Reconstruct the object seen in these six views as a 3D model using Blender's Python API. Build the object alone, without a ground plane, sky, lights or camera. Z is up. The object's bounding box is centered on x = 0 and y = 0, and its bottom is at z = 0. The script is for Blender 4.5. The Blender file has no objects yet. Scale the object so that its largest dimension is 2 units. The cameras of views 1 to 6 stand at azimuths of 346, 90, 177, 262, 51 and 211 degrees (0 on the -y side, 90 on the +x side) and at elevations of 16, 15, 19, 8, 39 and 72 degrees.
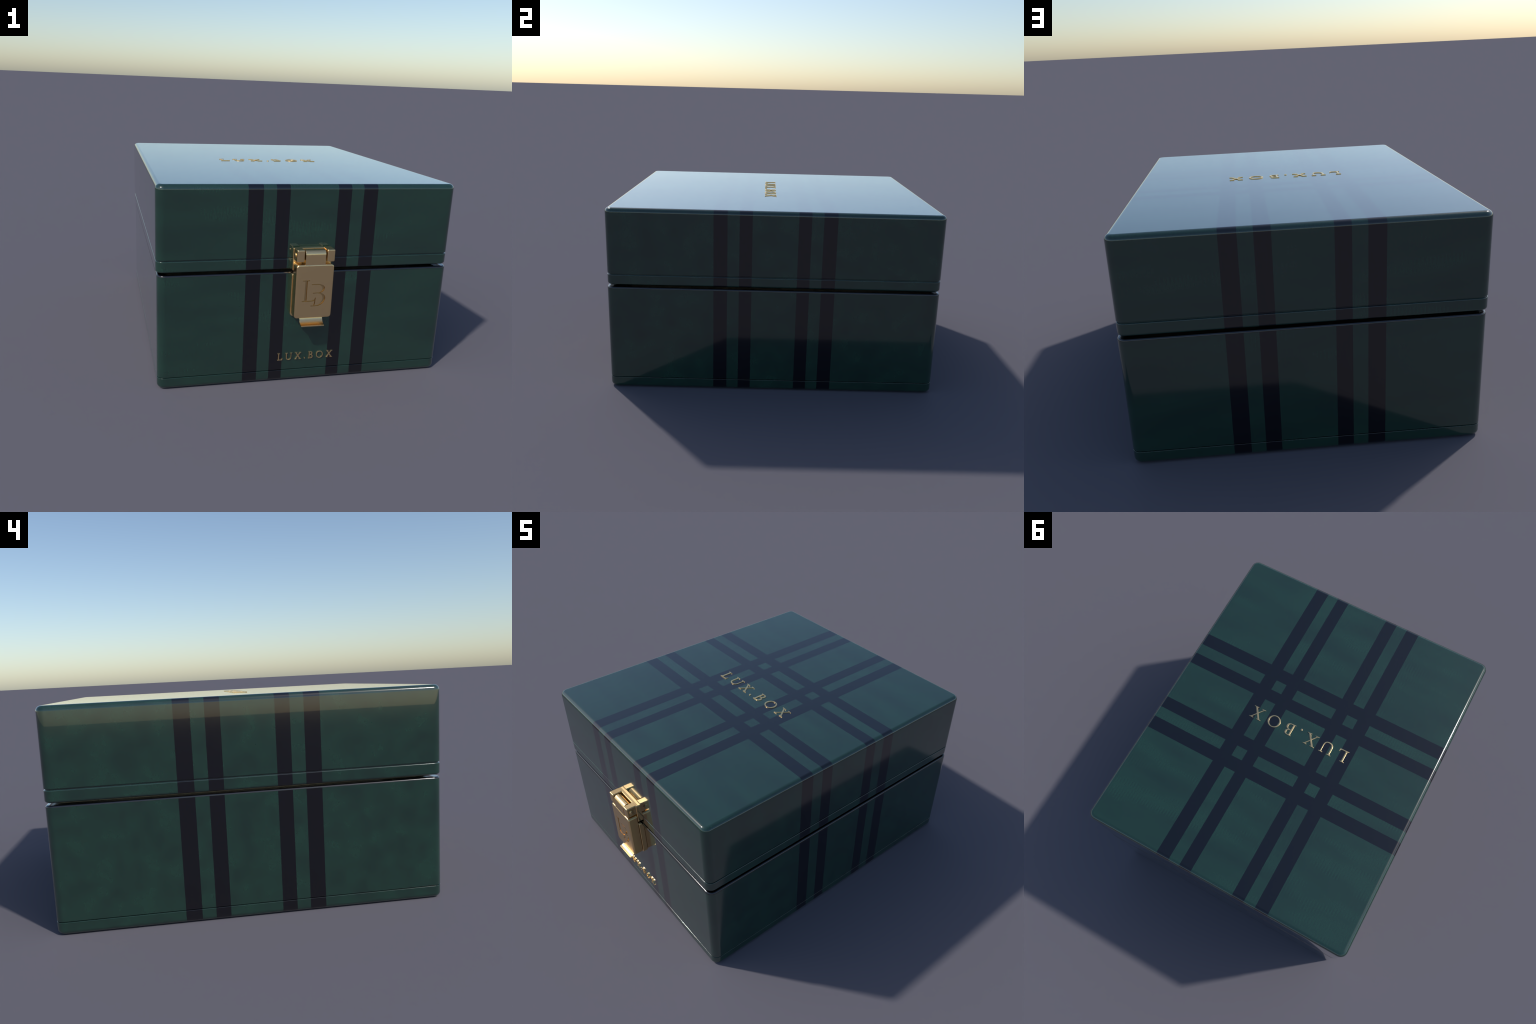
"""Lacquered tartan keepsake box with a hinged lid, gilt clasp and raised gilt lettering."""
import bpy, bmesh, math
from mathutils import Vector

# ------------------------------------------------------------------ dimensions
HALF_X = 0.7995            # half width of the box
FRONT_Y, BACK_Y = -0.910, 1.0
MID_Y = (FRONT_Y + BACK_Y) / 2
HALF_Y = (BACK_Y - FRONT_Y) / 2
TOP_Z = 1.0777
CORNER_R = 0.042           # plan radius of the four upright edges

scene = bpy.context.scene


# ------------------------------------------------------------------ materials
def new_mat(name):
    m = bpy.data.materials.new(name)
    m.use_nodes = True
    nt = m.node_tree
    return m, nt, nt.nodes['Principled BSDF']


def tartan_lacquer():
    m, nt, bsdf = new_mat('tartan_lacquer')
    N, L = nt.nodes.new, nt.links.new

    def math_node(op, a, b=None, c=None):
        n = N('ShaderNodeMath')
        n.operation = op
        for i, v in enumerate((a, b, c)):
            if v is None:
                continue
            if isinstance(v, (int, float)):
                n.inputs[i].default_value = v
            else:
                L(v, n.inputs[i])
        return n.outputs[0]

    tc = N('ShaderNodeTexCoord')
    sep = N('ShaderNodeSeparateXYZ')
    L(tc.outputs['Object'], sep.inputs[0])
    X, Y, Z = sep.outputs

    # plaid: two pairs of navy bands either side of each centre line
    def bands(coord, centre):
        d = math_node('ABSOLUTE', math_node('SUBTRACT', coord, centre))
        inner = math_node('COMPARE', d, 0.1645, 0.0360)
        outer = math_node('COMPARE', d, 0.3065, 0.0390)
        return math_node('MAXIMUM', inner, outer)

    plaid = math_node('MAXIMUM', bands(X, -0.002), bands(Y, 0.0455))

    # cloudy dye: smeared along x, its cloud edges combed by fine threads
    comb = math_node('SINE', math_node('MULTIPLY', X, 2 * math.pi / 0.0165))
    wob = N('ShaderNodeTexNoise')
    wob.inputs['Scale'].default_value = 30.0
    wob.inputs['Detail'].default_value = 1.0
    L(tc.outputs['Object'], wob.inputs['Vector'])
    comb = math_node('MULTIPLY', comb, math_node('MULTIPLY', wob.outputs['Fac'], COMB))
    cv = N('ShaderNodeCombineXYZ')
    L(math_node('MULTIPLY', X, 0.22), cv.inputs[0])
    L(math_node('ADD', Y, comb), cv.inputs[1])
    L(math_node('ADD', Z, comb), cv.inputs[2])
    cloud = N('ShaderNodeTexNoise')
    cloud.inputs['Scale'].default_value = 10.0
    cloud.inputs['Detail'].default_value = 5.0
    cloud.inputs['Roughness'].default_value = 0.55
    L(cv.outputs[0], cloud.inputs['Vector'])
    ramp = N('ShaderNodeValToRGB')
    el = ramp.color_ramp.elements
    el[0].position, el[0].color = 0.34, (*GREEN_DARK, 1)
    el[1].position, el[1].color = 0.66, (*GREEN_LIGHT, 1)
    L(cloud.outputs['Fac'], ramp.inputs[0])

    mix = N('ShaderNodeMix')
    mix.data_type = 'RGBA'
    L(plaid, mix.inputs['Factor'])
    L(ramp.outputs[0], mix.inputs['A'])
    mix.inputs['B'].default_value = (*NAVY, 1)
    L(mix.outputs['Result'], bsdf.inputs['Base Color'])
    bsdf.inputs['Roughness'].default_value = 0.13
    bsdf.inputs['Coat Weight'].default_value = 1.0
    bsdf.inputs['Coat Roughness'].default_value = 0.02
    bsdf.inputs['IOR'].default_value = 1.5
    return m


def gilt_metal():
    m, nt, bsdf = new_mat('gilt_metal')
    N, L = nt.nodes.new, nt.links.new
    tc = N('ShaderNodeTexCoord')
    ns = N('ShaderNodeTexNoise')
    ns.inputs['Scale'].default_value = 40.0
    ns.inputs['Detail'].default_value = 3.0
    L(tc.outputs['Object'], ns.inputs['Vector'])
    r = N('ShaderNodeMapRange')
    r.inputs['To Min'].default_value = 0.25
    r.inputs['To Max'].default_value = 0.28
    L(ns.outputs['Fac'], r.inputs['Value'])
    L(r.outputs['Result'], bsdf.inputs['Roughness'])
    bsdf.inputs['Base Color'].default_value = (*GOLD, 1)
    bsdf.inputs['Metallic'].default_value = 1.0
    return m


GREEN_DARK = (0.0100, 0.0310, 0.0235)
GREEN_LIGHT = (0.0125, 0.0455, 0.0312)
NAVY = (0.0010, 0.0013, 0.0030)
GOLD = (1.0, 0.71, 0.35)
COMB = 0.036


def black_lacquer():
    m, nt, bsdf = new_mat('black_lacquer')
    bsdf.inputs['Base Color'].default_value = (0.002, 0.002, 0.003, 1)
    bsdf.inputs['Roughness'].default_value = 0.13
    bsdf.inputs['Coat Weight'].default_value = 1.0
    bsdf.inputs['Coat Roughness'].default_value = 0.02
    return m


LACQUER = tartan_lacquer()
BLACK = black_lacquer()
GILT = gilt_metal()
SHADE_DARKENED_GILT = GILT.copy()                # gold colour darkened to paint in recess shade of the monogram cuts
SHADE_DARKENED_GILT.name = 'shade_darkened_gilt'
SHADE_DARKENED_GILT.node_tree.nodes['Principled BSDF'].inputs['Base Color'].default_value = (0.66, 0.45, 0.20, 1)


# ------------------------------------------------------------------ mesh helpers
def add_object(name, mesh, parent, mat):
    ob = bpy.data.objects.new(name, mesh)
    scene.collection.objects.link(ob)
    ob.parent = parent
    if mat and not mesh.materials:
        mesh.materials.append(mat)
    return ob


def even_normals(ob):
    """Flat faces stay flat beside rounded edges: bake area-weighted normals."""
    mod = ob.modifiers.new('even', 'WEIGHTED_NORMAL')
    mod.keep_sharp = True
    mod.weight = 100
    me = bpy.data.meshes.new_from_object(ob.evaluated_get(bpy.context.evaluated_depsgraph_get()))
    ob.modifiers.clear()
    me.name = ob.name
    ob.data = me


def fillet(i0, z0, i1, z1, steps=7):
    """Quarter-round from (inset, z) p0 to p1, bulging outward, as (inset, z, n_out, n_z)."""
    r, h = abs(i1 - i0), z1 - z0
    pts = []
    for k in range(steps + 1):
        t = k / steps * math.pi / 2
        if i1 < i0:        # lower edge: starts horizontal, ends upright
            pts.append((i1 + r * (1 - math.sin(t)), z0 + h * (1 - math.cos(t)), math.sin(t), -math.cos(t)))
        else:              # upper edge: starts upright, ends horizontal
            pts.append((i0 + r * (1 - math.cos(t)), z0 + h * math.sin(t), math.cos(t), math.sin(t)))
    return pts


def lofted_block(name, profile, hx, hy, radius, parent, mat, centre=(0, 0), place=None, segs=10):
    """Rounded-rectangle plan swept through a vertical profile of (inset, z, n_out, n_z)."""
    verts, norms, faces = [], [], []
    n = 4 * (segs + 1)
    for inset, z, no, nz in profile:
        r = max(radius - inset, 0.0015)
        for q in range(4):
            sx, sy = ((1, 1), (-1, 1), (-1, -1), (1, -1))[q]
            cx, cy = sx * (hx - inset - r), sy * (hy - inset - r)
            for k in range(segs + 1):
                a = (q + k / segs) * math.pi / 2
                c, s = math.cos(a), math.sin(a)
                verts.append(Vector((centre[0] + cx + r * c, centre[1] + cy + r * s, z)))
                norms.append(Vector((no * c, no * s, nz)).normalized())
    for j in range(len(profile) - 1):
        p, q = profile[j], profile[j + 1]
        if abs(p[0] - q[0]) < 1e-9 and abs(p[1] - q[1]) < 1e-9:
            continue                                   # split ring: hard edge
        for k in range(n):
            a, b = j * n + k, j * n + (k + 1) % n
            faces.append((a, b, b + n, a + n))
    faces.append(tuple(reversed(range(n))))
    faces.append(tuple(range((len(profile) - 1) * n, len(profile) * n)))
    if place:
        verts = [place(v) for v in verts]
        norms = [(place(v) - place(Vector((0, 0, 0)))) for v in norms]
    me = bpy.data.meshes.new(name)
    me.from_pydata(verts, [], faces)
    me.shade_smooth()
    me.normals_split_custom_set_from_vertices(norms)
    return add_object(name, me, parent, mat)


def upright(v):
    """Plan drawn in x/height, depth counted from the box toward the viewer (-y)."""
    return Vector((v.x, -v.z, v.y))


def rounded_block(name, x0, x1, z0, z1, y_back, y_front, parent, corner=0.006, edge=0.004, back_edge=0.0015):
    prof = (fillet(back_edge, -y_back, 0, -y_back + back_edge, 3)
            + fillet(0, -y_front - edge, edge, -y_front, 6))
    return lofted_block(name, prof, (x1 - x0) / 2, (z1 - z0) / 2, corner, parent, GILT,
                        ((x0 + x1) / 2, (z0 + z1) / 2), upright, 8)


def extruded_profile(name, pts, x0, x1, parent, mat, edge=0.0015, angle=35):
    """Closed (y, z) outline swept along x with small bevelled edges."""
    bm = bmesh.new()
    a = [bm.verts.new((x0, y, z)) for y, z in pts]
    b = [bm.verts.new((x1, y, z)) for y, z in pts]
    n = len(pts)
    bm.faces.new(a)
    bm.faces.new(list(reversed(b)))
    for k in range(n):
        bm.faces.new((a[k], b[k], b[(k + 1) % n], a[(k + 1) % n]))
    bmesh.ops.recalc_face_normals(bm, faces=bm.faces)
    sharp = [e for e in bm.edges if len(e.link_faces) == 2 and e.calc_face_angle() > math.radians(50)]
    bmesh.ops.bevel(bm, geom=sharp, offset=edge, segments=2, affect='EDGES', profile=0.5)
    me = bpy.data.meshes.new(name)
    bm.to_mesh(me)
    bm.free()
    me.shade_smooth()
    me.set_sharp_from_angle(angle=math.radians(angle))
    ob = add_object(name, me, parent, mat)
    even_normals(ob)
    return ob


# ------------------------------------------------------------------ serif glyph outlines (cap height 1)
def bez(p0, p1, p2, p3, n=10):
    return [tuple((1 - t) ** 3 * a + 3 * (1 - t) ** 2 * t * b + 3 * (1 - t) * t * t * c + t ** 3 * d
                  for a, b, c, d in zip(p0, p1, p2, p3)) for t in [k / n for k in range(n + 1)]]


def meet(a, b, c, d):
    """Intersection of line ab with line cd."""
    x1, y1, x2, y2, x3, y3, x4, y4 = *a, *b, *c, *d
    den = (x1 - x2) * (y3 - y4) - (y1 - y2) * (x3 - x4)
    p, q = x1 * y2 - y1 * x2, x3 * y4 - y3 * x4
    return ((p * (x3 - x4) - (x1 - x2) * q) / den, (p * (y3 - y4) - (y1 - y2) * q) / den)


def glyph_L():
    o = [(0.0, 0.0), (0.0, 0.035)] + bez((0.06, 0.04), (0.11, 0.05), (0.125, 0.08), (0.125, 0.14), 5)
    o += bez((0.125, 0.86), (0.125, 0.92), (0.11, 0.95), (0.06, 0.96), 5) + [(0.0, 0.965), (0.0, 1.0)]
    o += [(0.385, 1.0), (0.385, 0.965)] + bez((0.32, 0.96), (0.27, 0.95), (0.25, 0.92), (0.25, 0.86), 5)
    o += bez((0.25, 0.14), (0.25, 0.085), (0.27, 0.07), (0.33, 0.07), 4)
    o += bez((0.50, 0.07), (0.64, 0.07), (0.69, 0.11), (0.745, 0.26), 6) + [(0.785, 0.26), (0.745, 0.0)]
    return [o]


def glyph_U():
    o = [(0.0, 1.0), (0.0, 0.965)] + bez((0.05, 0.96), (0.10, 0.95), (0.12, 0.92), (0.12, 0.86), 4)
    o += bez((0.12, 0.40), (0.12, 0.12), (0.26, -0.02), (0.53, -0.02))
    o += bez((0.53, -0.02), (0.80, -0.02), (0.925, 0.13), (0.925, 0.42))
    o += bez((0.925, 0.86), (0.925, 0.92), (0.95, 0.95), (1.0, 0.96), 4) + [(1.06, 0.965), (1.06, 1.0)]
    o += [(0.715, 1.0), (0.715, 0.965)] + bez((0.78, 0.96), (0.83, 0.95), (0.855, 0.92), (0.855, 0.86), 4)
    o += bez((0.855, 0.42), (0.855, 0.18), (0.75, 0.06), (0.56, 0.06))
    o += bez((0.56, 0.06), (0.36, 0.06), (0.245, 0.18), (0.245, 0.42))
    o += bez((0.245, 0.86), (0.245, 0.92), (0.265, 0.95), (0.32, 0.96), 4) + [(0.38, 0.965), (0.38, 1.0)]
    return [o]


def glyph_X():
    # thick stroke a (left) / b (right), thin stroke c (left) / d (right)
    at, ab, bt, bb = (0.125, 0.93), (0.720, 0.07), (0.285, 0.93), (0.880, 0.07)
    ct, cb, dt, db = (0.785, 0.93), (0.125, 0.07), (0.865, 0.93), (0.205, 0.07)
    n_, e_, s_, w_ = meet(bt, bb, ct, cb), meet(bt, bb, dt, db), meet(at, ab, dt, db), meet(at, ab, ct, cb)
    o = [(0.0, 1.0), (0.0, 0.965), (0.07, 0.955), at, w_, cb, (0.06, 0.045), (0.0, 0.035), (0.0, 0.0)]
    o += [(0.33, 0.0), (0.33, 0.035), (0.235, 0.045), db, s_, ab, (0.705, 0.045), (0.64, 0.035), (0.64, 0.0)]
    o += [(1.02, 0.0), (1.02, 0.035), (0.93, 0.045), bb, e_, dt, (0.91, 0.955), (0.99, 0.965), (0.99, 1.0)]
    o += [(0.66, 1.0), (0.66, 0.965), (0.75, 0.955), ct, n_, bt, (0.30, 0.955), (0.38, 0.965), (0.38, 1.0)]
    return [o]


def glyph_B():
    o = [(0.0, 0.0), (0.0, 0.035)] + bez((0.05, 0.04), (0.08, 0.05), (0.095, 0.08), (0.095, 0.13), 4)
    o += bez((0.095, 0.87), (0.095, 0.92), (0.08, 0.95), (0.05, 0.96), 4) + [(0.0, 0.965), (0.0, 1.0)]
    o += bez((0.30, 1.0), (0.52, 1.01), (0.62, 0.93), (0.62, 0.78)) + bez((0.62, 0.78), (0.62, 0.64), (0.54, 0.57), (0.43, 0.545))
    o += bez((0.43, 0.545), (0.60, 0.53), (0.70, 0.43), (0.70, 0.28)) + bez((0.70, 0.28), (0.70, 0.09), (0.57, 0.0), (0.34, 0.0))
    up = bez((0.22, 0.57), (0.40, 0.57), (0.485, 0.63), (0.485, 0.77), 8) + bez((0.485, 0.77), (0.485, 0.90), (0.42, 0.945), (0.22, 0.945), 8)
    lo = bez((0.22, 0.055), (0.46, 0.045), (0.555, 0.11), (0.555, 0.27), 8) + bez((0.555, 0.27), (0.555, 0.43), (0.45, 0.505), (0.22, 0.505), 8)
    return [o, up, lo]


def ellipse(cx, cy, rx, ry, tilt=0.0, n=40):
    c, s = math.cos(tilt), math.sin(tilt)
    return [(cx + rx * math.cos(t) * c - ry * math.sin(t) * s, cy + rx * math.cos(t) * s + ry * math.sin(t) * c)
            for t in [2 * math.pi * k / n for k in range(n)]]


def glyph_O():
    return [ellipse(0.53, 0.49, 0.53, 0.515), ellipse(0.53, 0.49, 0.405, 0.45, math.radians(14))]


def glyph_stop():
    return [ellipse(0.085, 0.085, 0.085, 0.085, n=20)]


def solid_from_outlines(name, outlines, sx, sy, depth, bevel, mat):
    """Flat lettering cut from outlines, raised from z = 0 to z = depth."""
    cu = bpy.data.curves.new(name, 'CURVE')
    cu.dimensions = '2D'
    cu.fill_mode = 'BOTH'
    for pts in outlines:
        clean = [p for i, p in enumerate(pts) if math.dist(p, pts[i - 1]) > 1e-4]
        sp = cu.splines.new('POLY')
        sp.points.add(len(clean) - 1)
        for p, (x, y) in zip(sp.points, clean):
            p.co = (x * sx, y * sy, 0, 1)
        sp.use_cyclic_u = True
    cu.extrude = depth / 2 - bevel
    cu.bevel_depth = bevel
    cu.bevel_resolution = 1
    cu.offset = -0.6 * bevel
    tmp = bpy.data.objects.new(name, cu)
    scene.collection.objects.link(tmp)
    dg = bpy.context.evaluated_depsgraph_get()
    me = bpy.data.meshes.new_from_object(tmp.evaluated_get(dg))
    bpy.data.objects.remove(tmp)
    bpy.data.curves.remove(cu)
    me.name = name
    for v in me.vertices:
        v.co.z += depth / 2
    bm = bmesh.new()
    bm.from_mesh(me)
    bmesh.ops.remove_doubles(bm, verts=bm.verts, dist=1e-5)
    bmesh.ops.recalc_face_normals(bm, faces=bm.faces)
    bm.to_mesh(me)
    bm.free()
    me.materials.clear()
    me.materials.append(mat)
    me.shade_smooth()
    me.set_sharp_from_angle(angle=math.radians(30))
    return me


WORD = [('L', -0.3165), ('U', -0.2310), ('X', -0.1255), ('stop', -0.0202), ('B', 0.0250), ('O', 0.1130), ('X', 0.2245)]
OUTLINE = {'L': glyph_L, 'U': glyph_U, 'X': glyph_X, 'stop': glyph_stop, 'B': glyph_B, 'O': glyph_O}


def lettering(parent, kx, ky, origin, rotation, depth, bevel):
    cap = 0.0725
    cache = {}
    for ch, x in WORD:
        if ch not in cache:
            cache[ch] = solid_from_outlines('letter_shape', OUTLINE[ch](), cap * kx, cap * ky, depth, bevel, GILT)
        ob = add_object('full_stop' if ch == 'stop' else 'letter', cache[ch], parent, None)
        ob.location = (origin[0] + x * kx, origin[1], origin[2])
        ob.rotation_euler = rotation


# ------------------------------------------------------------------ box carcass
box = bpy.data.objects.new('keepsake_box', None)
scene.collection.objects.link(box)
box['label'] = 'glossy dark green tartan lacquered box with gold clasp'
box['category'] = 'storage box'

lid_plan = dict(hx=0.8002, hy=HALF_Y, radius=CORNER_R, parent=box, mat=LACQUER, centre=(-0.0017, MID_Y))
base_plan = dict(hx=0.7995, hy=HALF_Y + 0.0005, radius=CORNER_R, parent=box, mat=LACQUER, centre=(0.0025, MID_Y - 0.0005))

lofted_block('foot_band', fillet(0.024, 0.0, 0, 0.024) + fillet(0, 0.0600, 0.0020, 0.0620, 3), **base_plan)

base = lofted_block('base', [(0.009, 0.052, 1, 0), (0.009, 0.0640, 1, 0)]
                    + fillet(0.0045, 0.0640, 0, 0.0685, 4)
                    + [(0, 0.6125, 1, 0), (0.030, 0.6100, 0, 1), (0.030, 0.6100, -1, 0), (0.030, 0.200, -1, 0), (0.030, 0.200, 0, 1)], **base_plan)

# black lacquered frame: rounded edge, narrow ledge and the dark hollow behind the gap under the lid
frame_plan = dict(base_plan, mat=BLACK, parent=base)
lofted_block('inner_frame', [(0.012, 0.600, 1, 0)] + fillet(0, 0.6125, 0.0100, 0.6225)
             + [(0.055, 0.6225, 0, 1), (0.055, 0.6225, -1, 0), (0.055, 0.240, -1, 0), (0.055, 0.240, 0, 1)], **frame_plan)

lofted_block('lid_rim', [(0.050, 0.678, 0, -1), (0.050, 0.678, -1, 0), (0.050, 0.6340, -1, 0), (0.050, 0.6340, 0, -1)]
             + fillet(0.0125, 0.6340, 0, 0.6465)
             + fillet(0, 0.6895, 0.004, 0.6935, 4) + [(0.02, 0.6935, 0, 1)], **lid_plan)

lid = lofted_block('lid', [(0.007, 0.685, 1, 0), (0.007, 0.6985, 1, 0)]
                   + fillet(0.004, 0.6985, 0, 0.7025, 4)
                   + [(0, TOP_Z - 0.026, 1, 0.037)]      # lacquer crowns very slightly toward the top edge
                   + fillet(0, TOP_Z - 0.026, 0.026, TOP_Z, 10)[1:], **lid_plan)

# raised gilt word on the lid top and on the front of the base
lettering(lid, 1.0, 1.0, (0, -0.0195, TOP_Z - 0.0005), (0, 0, 0), 0.0042, 0.0005)
lettering(base, 0.512, 0.545, (0.0055, FRONT_Y + 0.0005, 0.1230), (math.pi / 2, 0, 0), 0.0075, 0.0006)

# ------------------------------------------------------------------ clasp
clasp = rounded_block('clasp', -0.0995, 0.1040, 0.387, 0.6790, -0.928, -0.985, box, 0.017, 0.008, 0.002)

rounded_block('clasp_plate', -0.1035, 0.1070, 0.633, 0.753, FRONT_Y + 0.004, -0.926, clasp, 0.006, 0.003)
rounded_block('clasp_plate', -0.1035, 0.1070, 0.381, 0.6185, FRONT_Y + 0.004, -0.926, clasp, 0.016, 0.003)
for s in (-1, 1):
    a, b = sorted((s * 0.0605 + 0.0015, s * 0.1020 + 0.0015))
    rounded_block('hinge_ear', a, b, 0.692, 0.757, -0.924, -0.984, clasp, 0.006, 0.006)

PIVOT_Y, PIVOT_Z, BARREL_R = -0.9560, 0.7275, 0.0265
barrel = [(PIVOT_Y + BARREL_R * math.cos(t), PIVOT_Z + BARREL_R * math.sin(t)) for t in [math.pi * k / 24 for k in range(25)]]
barrel += [(PIVOT_Y - BARREL_R, 0.668), (PIVOT_Y + BARREL_R - 0.006, 0.668)]
extruded_profile('hinge_barrel', barrel, -0.0530, 0.0550, clasp, GILT)

# pin heads on the outer cheek of each ear
for s in (-1, 1):
    rings = [(0.0125, 0.098), (0.0125, 0.1045), (0.0105, 0.1068), (0.006, 0.1075)]
    bm = bmesh.new()
    loops = [[bm.verts.new((s * x + 0.0015, PIVOT_Y + r * math.cos(t), PIVOT_Z - 0.003 + r * math.sin(t)))
              for t in [2 * math.pi * k / 24 for k in range(24)]] for r, x in rings]
    for p, q in zip(loops, loops[1:]):
        for k in range(24):
            bm.faces.new((p[k], p[(k + 1) % 24], q[(k + 1) % 24], q[k]))
    bm.faces.new(loops[0])
    bm.faces.new(loops[-1])
    bmesh.ops.recalc_face_normals(bm, faces=bm.faces)
    me = bpy.data.meshes.new('hinge_pin')
    bm.to_mesh(me)
    bm.free()
    me.shade_smooth()
    me.set_sharp_from_angle(angle=math.radians(40))
    add_object('hinge_pin', me, clasp, GILT)

# thumb tab: a strip that drops from behind the flap and curls outward
def arc(cy, cz, r, a0, a1, n=12):
    return [(cy + r * math.cos(t), cz + r * math.sin(t)) for t in [math.radians(a0 + (a1 - a0) * k / n) for k in range(n + 1)]]

tab = [(-0.962, 0.402)] + arc(-1.0, 0.390, 0.038, 0, -90) + arc(-1.0, 0.390, 0.0445, -90, 0) + [(-0.9555, 0.402)]
extruded_profile('thumb_tab', tab, -0.0620, 0.0640, clasp, GILT, 0.0012)


# engraved monogram: an L whose foot runs into an open B
def ribbon(path):
    """Closed outline round a centre line of (x, z, width)."""
    left, right = [], []
    for i, (x, z, w) in enumerate(path):
        a, b = path[max(i - 1, 0)], path[min(i + 1, len(path) - 1)]
        dx, dz = b[0] - a[0], b[1] - a[1]
        d = math.hypot(dx, dz)
        left.append((x - dz / d * w / 2, z + dx / d * w / 2))
        right.append((x + dz / d * w / 2, z - dx / d * w / 2))
    return left + right[::-1]


def smooth(path, n=5):
    """Catmull-Rom through control points (x, z, width)."""
    out = []
    P = [path[0]] + list(path) + [path[-1]]
    for i in range(1, len(P) - 2):
        for k in range(n):
            t = k / n
            out.append(tuple(0.5 * (2 * b + (c - a) * t + (2 * a - 5 * b + 4 * c - d) * t * t + (3 * b - a - 3 * c + d) * t ** 3)
                             for a, b, c, d in zip(*P[i - 1:i + 3])))
    return out + [path[-1]]


UPPER_BOWL = [(-0.013, 0.5725, 0.0038), (0.012, 0.5728, 0.0042), (0.032, 0.5708, 0.0060), (0.0485, 0.5600, 0.0115),
              (0.0520, 0.5490, 0.0130), (0.0475, 0.5370, 0.0100), (0.0350, 0.5285, 0.0055), (0.0180, 0.5262, 0.0040), (-0.005, 0.5258, 0.0034)]
LOWER_BOWL = [(0.0200, 0.5262, 0.0030), (0.0390, 0.5215, 0.0065), (0.0530, 0.5100, 0.0120), (0.0575, 0.4960, 0.0145),
              (0.0520, 0.4780, 0.0125), (0.0380, 0.4630, 0.0085), (0.0180, 0.4560, 0.0048), (-0.013, 0.4553, 0.0034)]
SHORT_STEM = [(0.0110, 0.5000, 0.0028), (0.0088, 0.4900, 0.0050), (0.0078, 0.4720, 0.0056), (0.0030, 0.4590, 0.0064)]
L_STEM = [(-0.0427, 0.5950, 0.0125), (-0.0434, 0.4810, 0.0125)]
L_HEAD = [(-0.0620, 0.5940, 0.0036), (-0.0430, 0.5938, 0.0052), (-0.0250, 0.5940, 0.0036)]
L_FOOT = [(-0.0620, 0.4822, 0.0038), (-0.0400, 0.4828, 0.0056), (-0.0100, 0.4832, 0.0056), (0.0045, 0.4868, 0.0080), (0.0120, 0.5000, 0.0030)]
cutters = []
for k, path in enumerate([L_STEM, L_HEAD, L_FOOT, UPPER_BOWL, LOWER_BOWL, SHORT_STEM]):
    fine = smooth(path) if len(path) > 2 else path
    rim = ribbon([(x, z, w * 1.1) for x, z, w in fine])
    floor = ribbon([(x, z, w * 0.75) for x, z, w in fine])   # sloping walls of a chisel cut
    bm = bmesh.new()
    a = [bm.verts.new((x, -0.9875, z)) for x, z in rim]
    b = [bm.verts.new((x, -0.9790 - 0.0001 * k, z)) for x, z in floor]
    n = len(a)
    for i in range(n // 2 - 1):                       # quad strips over rim and floor
        bm.faces.new((a[i], a[i + 1], a[n - 2 - i], a[n - 1 - i]))
        bm.faces.new((b[n - 1 - i], b[n - 2 - i], b[i + 1], b[i]))
    for i in range(n):
        j = (i + 1) % n
        bm.faces.new((a[i], b[i], b[j], a[j]))
    bmesh.ops.recalc_face_normals(bm, faces=bm.faces)
    if bm.calc_volume(signed=True) < 0:
        bmesh.ops.reverse_faces(bm, faces=bm.faces)
    me = bpy.data.meshes.new('monogram_cutter')
    bm.to_mesh(me)
    bm.free()
    ob = add_object('monogram_cutter', me, None, SHADE_DARKENED_GILT)
    mod = clasp.modifiers.new('engrave', 'BOOLEAN')
    mod.operation, mod.solver, mod.object = 'DIFFERENCE', 'EXACT', ob
    mod.material_mode = 'TRANSFER'
    cutters.append(ob)
dg = bpy.context.evaluated_depsgraph_get()
me = bpy.data.meshes.new_from_object(clasp.evaluated_get(dg))
clasp.modifiers.clear()
clasp.data = me
me.name = 'clasp'
if 'custom_normal' in me.attributes:
    me.attributes.remove(me.attributes['custom_normal'])
me.shade_smooth()
me.set_sharp_from_angle(angle=math.radians(32))
even_normals(clasp)
for ob in cutters:
    bpy.data.objects.remove(ob)
